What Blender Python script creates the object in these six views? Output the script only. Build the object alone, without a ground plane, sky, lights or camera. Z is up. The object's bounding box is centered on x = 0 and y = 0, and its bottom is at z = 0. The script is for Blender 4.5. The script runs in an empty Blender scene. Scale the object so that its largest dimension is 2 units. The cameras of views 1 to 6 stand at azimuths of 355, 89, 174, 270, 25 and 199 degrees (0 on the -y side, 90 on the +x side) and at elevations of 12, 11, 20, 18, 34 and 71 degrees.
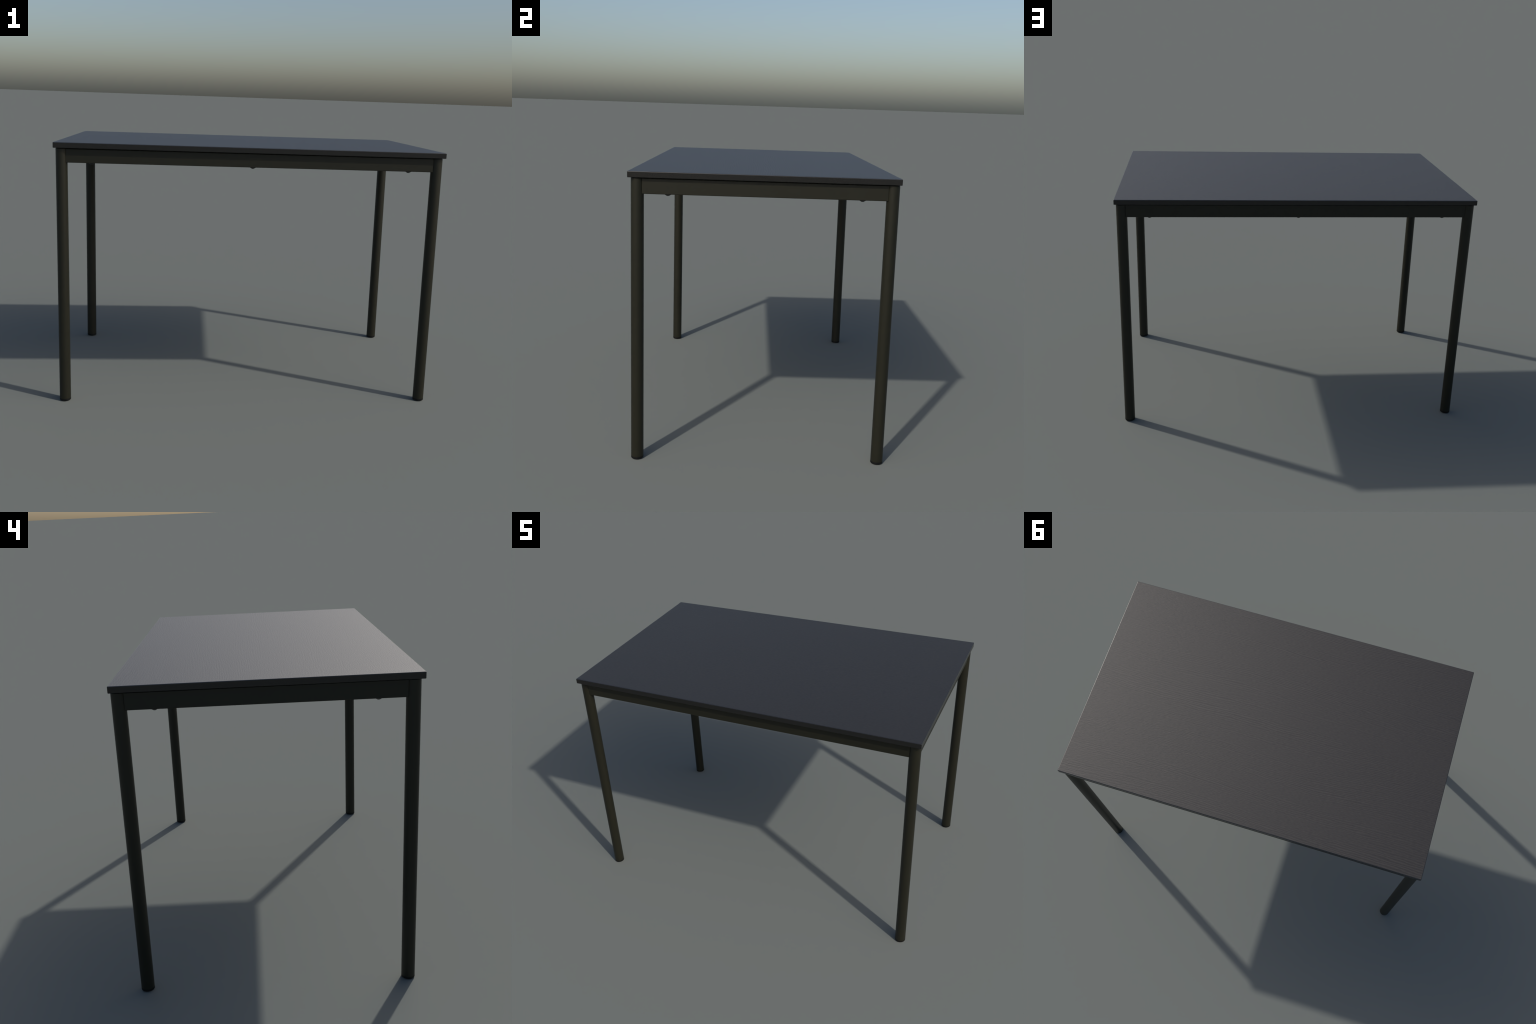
"""Dark rectangular table: thin wood-grain board on a tubular steel frame.

Four round legs with plastic foot caps, four box-section apron rails between
them, dome-headed screws under the rails, and a board that rests on the leg plugs.
"""
import bpy
import bmesh
import math
from mathutils import Matrix, Vector

# ------------------------------------------------------------------ sizes (m)
HALF_X, HALF_Y = 1.0, 0.609          # half length and half width of the board
TOP_Z = 1.3629                       # upper face of the board
BOARD = 0.0281                       # board thickness
UNDER_Z = TOP_Z - BOARD              # lower face of the board
FRAME_X, FRAME_Y = -0.0003, 0.0034   # the frame sits a little off-centre
LEG_X, LEG_Y = 0.9629, 0.5723        # leg axes, from the frame centre
LEG_R = 0.0291
LEG_GAP = 0.0030                     # slit between leg top and board
FOOT_H = 0.0115
RAIL_BOTTOM = 1.2615
RAIL_TOP = UNDER_Z - 0.0036          # slit between rail and board
RAIL_HALF = 0.0193                   # half width of the box section
RAIL_END = 0.0220                    # rail end, measured from the leg axis
SCREW_X, SCREW_Y = 0.814, 0.436      # screw positions under the rails


# ------------------------------------------------------------------ materials
class Nodes:
    """Small helper to write node trees compactly."""

    def __init__(self, name):
        self.mat = bpy.data.materials.new(name)
        self.mat.use_nodes = True
        self.tree = self.mat.node_tree
        self.bsdf = self.tree.nodes["Principled BSDF"]

    def add(self, kind, **settings):
        node = self.tree.nodes.new(kind)
        for key, value in settings.items():
            if hasattr(node, key):
                setattr(node, key, value)
            else:
                node.inputs[key.replace("_", " ")].default_value = value
        return node

    def link(self, a, b):
        self.tree.links.new(a, b)

    def math(self, operation, a, b):
        node = self.tree.nodes.new("ShaderNodeMath")
        node.operation = operation
        for socket, value in zip(node.inputs, (a, b)):
            if isinstance(value, (int, float)):
                socket.default_value = value
            else:
                self.link(value, socket)
        return node.outputs[0]

    def noise(self, vector, scale_xyz, detail=2.0, offset=(0, 0, 0)):
        mapping = self.add("ShaderNodeMapping")
        mapping.inputs["Scale"].default_value = scale_xyz
        mapping.inputs["Location"].default_value = offset
        self.link(vector, mapping.inputs["Vector"])
        tex = self.add("ShaderNodeTexNoise", Scale=1.0, Detail=detail, Roughness=0.5)
        self.link(mapping.outputs[0], tex.inputs["Vector"])
        return tex.outputs["Fac"]

    def ramp(self, fac, low, high, colour_low, colour_high):
        ramp = self.add("ShaderNodeValToRGB")
        ramp.color_ramp.elements[0].position = low
        ramp.color_ramp.elements[1].position = high
        ramp.color_ramp.elements[0].color = (*colour_low, 1)
        ramp.color_ramp.elements[1].color = (*colour_high, 1)
        self.link(fac, ramp.inputs[0])
        return ramp.outputs[0]


def wood_foil(name, relief):
    """Near-black foil embossed with fine wood grain that runs along x."""
    n = Nodes(name)
    coord = n.add("ShaderNodeTexCoord").outputs["Object"]
    sep = n.add("ShaderNodeSeparateXYZ")
    n.link(coord, sep.inputs[0])
    # evenly spaced grain lines that wander slowly sideways along the board
    wander = n.noise(coord, (0.9, 2.2, 1.0), 0.0)
    jitter = n.noise(coord, (7.0, 42.0, 1.0), 1.0, (2, 9, 4))
    across = n.math("ADD", sep.outputs[1], n.math("MULTIPLY", wander, 0.10))
    phase = n.math("ADD", n.math("MULTIPLY", across, 2 * math.pi / 0.0102),
                   n.math("MULTIPLY", jitter, 9.0))
    lines = n.math("MULTIPLY", n.math("SINE", phase, 0.0), 0.5)
    bands = n.noise(coord, (0.8, 15.0, 1.0), 1.0, (5, 7, 1))
    band_mask = n.ramp(bands, 0.38, 0.66, (0.10,) * 3, (1,) * 3)
    # short pores and speckle between the lines
    pores = n.noise(coord, (55.0, 240.0, 1.0), 3.0, (3, 1, 2))
    height = n.math("ADD", n.math("MULTIPLY", n.math("MULTIPLY", lines, band_mask), 0.62),
                    n.math("MULTIPLY", pores, 1.0))
    colour = n.ramp(height, 0.15, 0.85, (0.0092, 0.0078, 0.0070), (0.0312, 0.0268, 0.0242))
    n.link(colour, n.bsdf.inputs["Base Color"])
    bump = n.add("ShaderNodeBump", Strength=relief, Distance=0.0015)
    emboss = n.math("ADD", pores, n.math("MULTIPLY", n.math("MULTIPLY", lines, band_mask), 0.10))
    n.link(emboss, bump.inputs["Height"])
    n.link(bump.outputs[0], n.bsdf.inputs["Normal"])
    n.bsdf.inputs["Roughness"].default_value = 0.53
    n.bsdf.inputs["Specular IOR Level"].default_value = 0.62
    n.bsdf.inputs["Sheen Weight"].default_value = 0.06  # sheen, tinted blue below, adds sky reflection at grazing views
    n.bsdf.inputs["Sheen Roughness"].default_value = 0.45
    n.bsdf.inputs["Sheen Tint"].default_value = (0.80, 0.90, 1.0, 1)
    return n.mat


def powder_coat(name, colour, roughness, specular=0.5):
    """Plain coated surface with a barely visible fine grain."""
    n = Nodes(name)
    coord = n.add("ShaderNodeTexCoord").outputs["Object"]
    speck = n.noise(coord, (90, 90, 90), 2.0)
    n.link(n.ramp(speck, 0.3, 0.7, [c * 0.95 for c in colour], [c * 1.05 for c in colour]),
           n.bsdf.inputs["Base Color"])
    n.bsdf.inputs["Roughness"].default_value = roughness
    n.bsdf.inputs["Specular IOR Level"].default_value = specular
    return n.mat


FOIL_TOP = wood_foil("wood_grain_foil", 0.35)
FOIL_EDGE = powder_coat("edge_foil", (0.0100, 0.0096, 0.0092), 0.25, 0.55)
FOIL_BEVEL = powder_coat("edge_foil_bevel", (0.0120, 0.0113, 0.0108), 0.30, 0.80)
STEEL = powder_coat("powder_coated_steel", (0.0142, 0.0135, 0.0073), 0.43, 0.36)
PLASTIC = powder_coat("black_plastic", (0.0050, 0.0050, 0.0050), 0.55, 0.25)
SCREW_METAL = powder_coat("blackened_screw", (0.0120, 0.0118, 0.0105), 0.45)


# ------------------------------------------------------------------ mesh rules
def new_object(name, bm, materials, parent, smooth_angle=None):
    mesh = bpy.data.meshes.new(name)
    bmesh.ops.recalc_face_normals(bm, faces=bm.faces)
    bm.to_mesh(mesh)
    bm.free()
    for m in materials:
        mesh.materials.append(m)
    if smooth_angle is not None:
        mesh.shade_smooth()
        mesh.set_sharp_from_angle(angle=math.radians(smooth_angle))
    obj = bpy.data.objects.new(name, mesh)
    bpy.context.scene.collection.objects.link(obj)
    obj.parent = parent
    if smooth_angle is not None:
        # keep broad flat faces flat next to their rounded edges
        flat = obj.modifiers.new("weighted_normal", "WEIGHTED_NORMAL")
        flat.keep_sharp = True
        flat.weight = 100
    return obj


def rounded_box(size, radius, segments):
    bm = bmesh.new()
    bmesh.ops.create_cube(bm, size=1.0, matrix=Matrix.Diagonal((*size, 1.0)))
    bmesh.ops.bevel(bm, geom=bm.edges[:], offset=radius, segments=segments,
                    profile=0.5, affect="EDGES")
    return bm


def lathe(profile, steps=64):
    """Turn a list of (radius, z) points about the z axis; ends are capped."""
    bm = bmesh.new()
    rings = []
    for r, z in profile:
        rings.append([bm.verts.new((r * math.cos(a), r * math.sin(a), z))
                      for a in (2 * math.pi * k / steps for k in range(steps))])
    for low, high in zip(rings, rings[1:]):
        for k in range(steps):
            bm.faces.new((low[k], low[(k + 1) % steps], high[(k + 1) % steps], high[k]))
    bm.faces.new(rings[0][::-1])
    bm.faces.new(rings[-1])
    return bm


def arc(cx, cz, radius, start, end, count):
    """Points of a fillet in the (radius, z) plane, angles in degrees."""
    return [(cx + radius * math.cos(math.radians(start + (end - start) * k / count)),
             cz + radius * math.sin(math.radians(start + (end - start) * k / count)))
            for k in range(count + 1)]


def repeat(obj, places, parent):
    """Put obj at the first place and copies that share its mesh at the others."""
    made = []
    for k, (location, turn) in enumerate(places):
        o = obj if k == 0 else obj.copy()
        if k:
            bpy.context.scene.collection.objects.link(o)
        o.parent = parent[k] if isinstance(parent, list) else parent
        o.location = location
        o.rotation_euler = (0, 0, turn)
        made.append(o)
    return made


# ------------------------------------------------------------------ the table
table = bpy.data.objects.new("table", None)
bpy.context.scene.collection.objects.link(table)
table["label"] = "dark rectangular table with round metal legs and thin top"
table["category"] = "table"

# board: the upper face carries the embossed grain, the rim a smooth edge foil
bm = rounded_box((2 * HALF_X, 2 * HALF_Y, BOARD), 0.0028, 4)
bm.normal_update()
for face in bm.faces:
    up = face.normal.z
    face.material_index = 0 if up > 0.999 else 2 if up > 0.02 else 1
board = new_object("tabletop", bm, [FOIL_TOP, FOIL_EDGE, FOIL_BEVEL], table, 40)
board.location = (0, 0, UNDER_Z + BOARD / 2)

# legs
corners = [(sx, sy) for sy in (-1, 1) for sx in (-1, 1)]
leg_top = UNDER_Z - LEG_GAP
tube = ([(LEG_R - 0.004, FOOT_H - 0.004), (LEG_R - 0.004, FOOT_H), (LEG_R, FOOT_H)]
        + arc(LEG_R - 0.0015, leg_top - 0.0015, 0.0015, 0, 90, 4)
        + [(LEG_R - 0.003, leg_top)])
leg = new_object("leg", lathe(tube), [STEEL], table, 35)
legs = repeat(leg, [((FRAME_X + sx * LEG_X, FRAME_Y + sy * LEG_Y, 0), 0) for sx, sy in corners], table)

cap_r = LEG_R + 0.0001
cap = (arc(cap_r - 0.0035, 0.0035, 0.0035, -90, 0, 5)
       + [(cap_r, FOOT_H - 0.0002), (LEG_R - 0.006, FOOT_H - 0.0002)])
foot = new_object("foot_cap", lathe(cap), [PLASTIC], table, 35)
repeat(foot, [((0, 0, 0), 0)] * 4, legs)

plug = new_object("leg_plug", lathe([(LEG_R - 0.0035, leg_top - 0.01), (LEG_R - 0.0035, UNDER_Z + 0.0005)]),
                  [PLASTIC], table, 35)
repeat(plug, [((0, 0, 0), 0)] * 4, legs)

# apron rails: one long pair, one short pair
rail_z = (RAIL_TOP + RAIL_BOTTOM) / 2
rail_h = RAIL_TOP - RAIL_BOTTOM
for half, places in (
        (LEG_X - RAIL_END, [((FRAME_X, FRAME_Y + s * LEG_Y, rail_z), 0) for s in (-1, 1)]),
        (LEG_Y - RAIL_END, [((FRAME_X + s * LEG_X, FRAME_Y, rail_z), math.pi / 2) for s in (-1, 1)])):
    rail = new_object("apron_rail", rounded_box((2 * half, 2 * RAIL_HALF, rail_h), 0.0028, 4),
                      [STEEL], table, 40)
    rails = repeat(rail, places, table)
    # dark strip that closes the slit between rail and board
    strip_h = UNDER_Z - RAIL_TOP + 0.003
    strip = new_object("dark_slit_strip", rounded_box((2 * half, 2 * RAIL_HALF - 0.009, strip_h), 0.0005, 1),
                       [PLASTIC], table, 40)
    repeat(strip, [((0, 0, UNDER_Z + 0.0005 - strip_h / 2 - rail_z), 0)] * 2, rails)

# dome-headed screws driven up through the rails
head = [(0.0158, 0.001), (0.0158, -0.0012), (0.0122, -0.0032), (0.0085, -0.0054),
        (0.0058, -0.0072), (0.0030, -0.0078)]
screw = new_object("screw", lathe(head[::-1], 32), [SCREW_METAL], table, 50)
spots = [(x, s * LEG_Y) for s in (-1, 1) for x in (-SCREW_X, 0.0, SCREW_X)]
spots += [(s * LEG_X, y) for s in (-1, 1) for y in (-SCREW_Y, SCREW_Y)]
repeat(screw, [((FRAME_X + x, FRAME_Y + y, RAIL_BOTTOM), 0) for x, y in spots], table)
